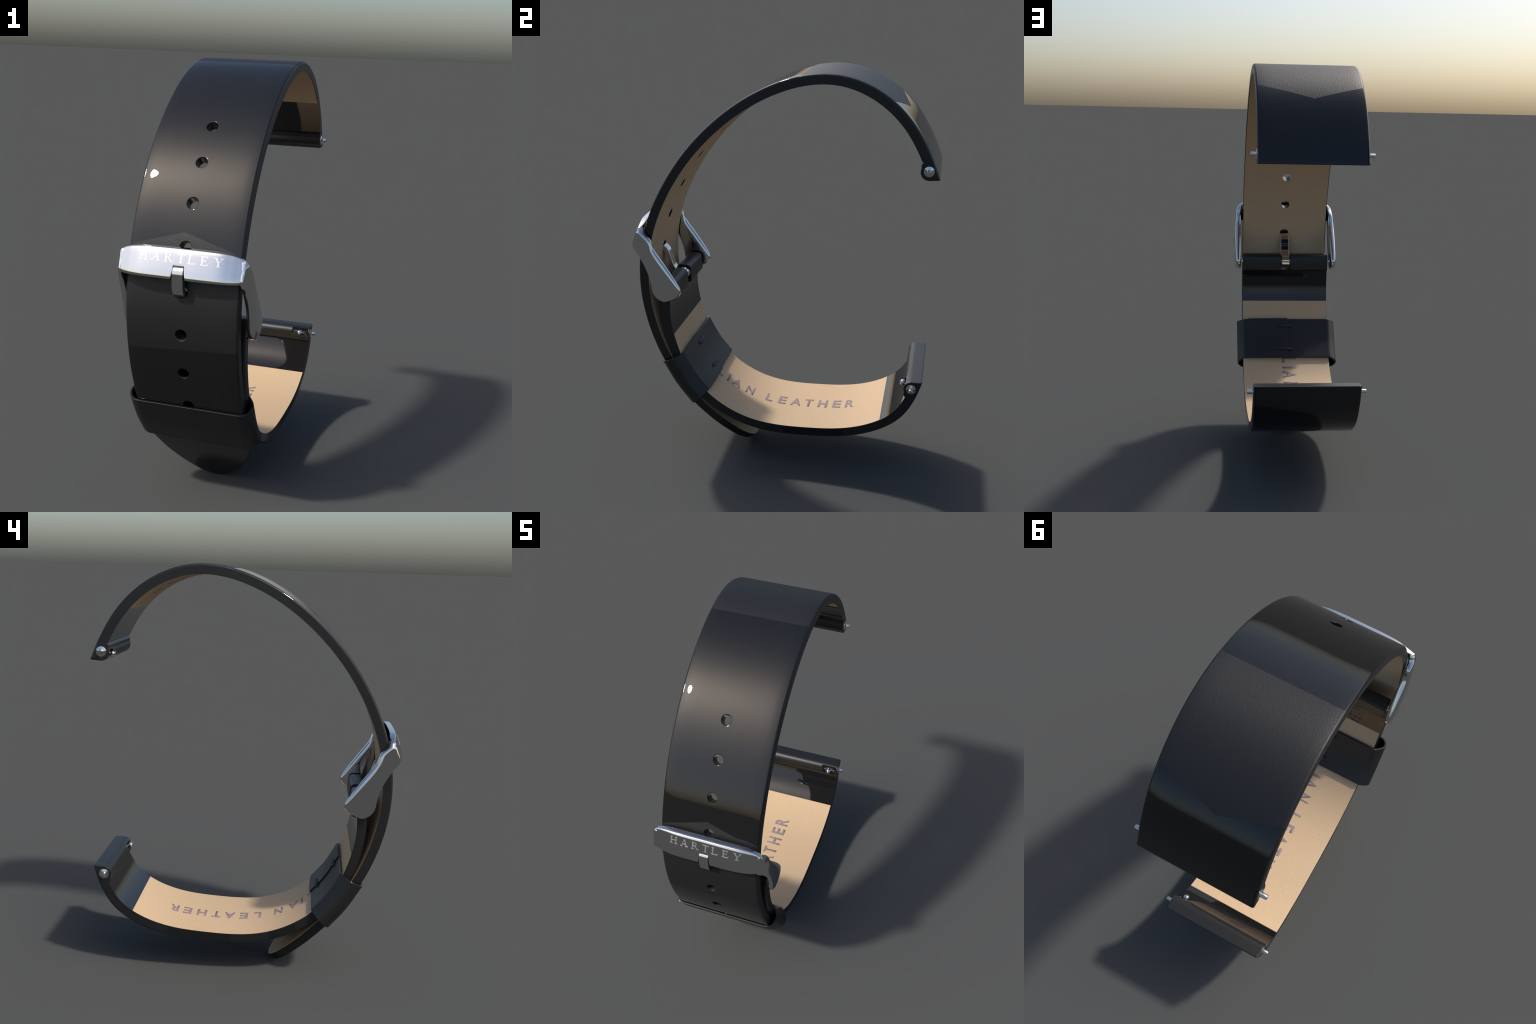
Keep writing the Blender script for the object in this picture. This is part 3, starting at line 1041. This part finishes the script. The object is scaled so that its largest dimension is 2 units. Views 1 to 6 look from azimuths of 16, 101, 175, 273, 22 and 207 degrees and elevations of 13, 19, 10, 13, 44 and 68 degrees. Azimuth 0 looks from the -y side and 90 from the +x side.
bm = bmesh.new()
START = {0: -0.178, 1: -0.123, 2: -0.066, 3: -0.012, 4: 0.034, 5: 0.088, 6: 0.147}
for k, ch in enumerate("HARTLEY"):
    for num, poly in enumerate(serif_letter(ch)):
        lift = 0.0005 + 0.00010 * (num % 5)
        # subdivide tall quads a little so that they follow the bulge of the bar
        (a, b, c, d) = [np.array(p) for p in poly]
        cuts = 4
        prev = None
        for i in range(cuts + 1):
            u = i / cuts
            pair = []
            for p in (a + (d - a) * u, b + (c - b) * u):
                x, v = START[k] + p[0] * 0.0365, 0.555 + p[1] * 0.29
                q, n = bar_front(x, v)
                pair.append((bm.verts.new(q + n * lift), bm.verts.new(q - n * 0.002)))
            if prev:
                (p0, p1) = prev
                (q0, q1) = pair
                bm.faces.new((p0[0], p1[0], q1[0], q0[0]))
                bm.faces.new((p0[0], q0[0], q0[1], p0[1]))
                bm.faces.new((p1[0], p1[1], q1[1], q1[0]))
            else:
                bm.faces.new((pair[0][0], pair[0][1], pair[1][1], pair[1][0]))
            prev = pair
        bm.faces.new((prev[0][0], prev[1][0], prev[1][1], prev[0][1]))
from_bm(bm, "lettering", M_ETCH, buckle, smooth=False)

# spring bar of the buckle
bm = bmesh.new()
lathe_x(bm, [(-0.268, 0.0), (-0.268, 0.010), (-0.249, 0.010), (-0.249, 0.016), (0.249, 0.016), (0.249, 0.010), (0.268, 0.010), (0.268, 0.0)], (-0.538, 0.903), 28)
from_bm(bm, "spring_bar", M_CHROME, buckle, angle=40)

# tongue: eye on the spring bar, arm up the inside, bend through the hole, blade in the notch
mid = catmull([(-0.566, 0.912), (-0.588, 0.942), (-0.601, 0.972), (-0.6105, 1.002), (-0.6205, 1.026), (-0.634, 1.0415), (-0.657, 1.050), (-0.690, 1.056), (-0.7125, 1.080), (-0.7190, 1.115), (-0.7195, 1.140), (-0.7160, 1.158), (-0.7060, 1.170)], 6)
tg = np.gradient(mid, axis=0)
tg /= np.linalg.norm(tg, axis=1)[:, None]
nn = np.stack([tg[:, 1], -tg[:, 0]], 1)
hw = np.interp(np.linspace(0, 1, len(mid)), [0, 0.25, 0.45, 0.6, 0.75, 1.0], [0.011, 0.011, 0.013, 0.0150, 0.0150, 0.0125])
outline = list(mid + nn * hw[:, None]) + list((mid - nn * hw[:, None])[::-1])
bm = bmesh.new()
prism(bm, outline, -0.0262, 0.0218)
tongue = from_bm(bm, "tongue", M_CHROME, buckle, 0.005, 3, 45)
bm = bmesh.new()
lathe_x(bm, [(-0.0262, 0.0), (-0.0262, 0.029), (-0.0235, 0.033), (0.019, 0.033), (0.0218, 0.029), (0.0218, 0.0)], (-0.540, 0.903), 32)
from_bm(bm, "tongue_eye", M_CHROME, buckle, angle=40)
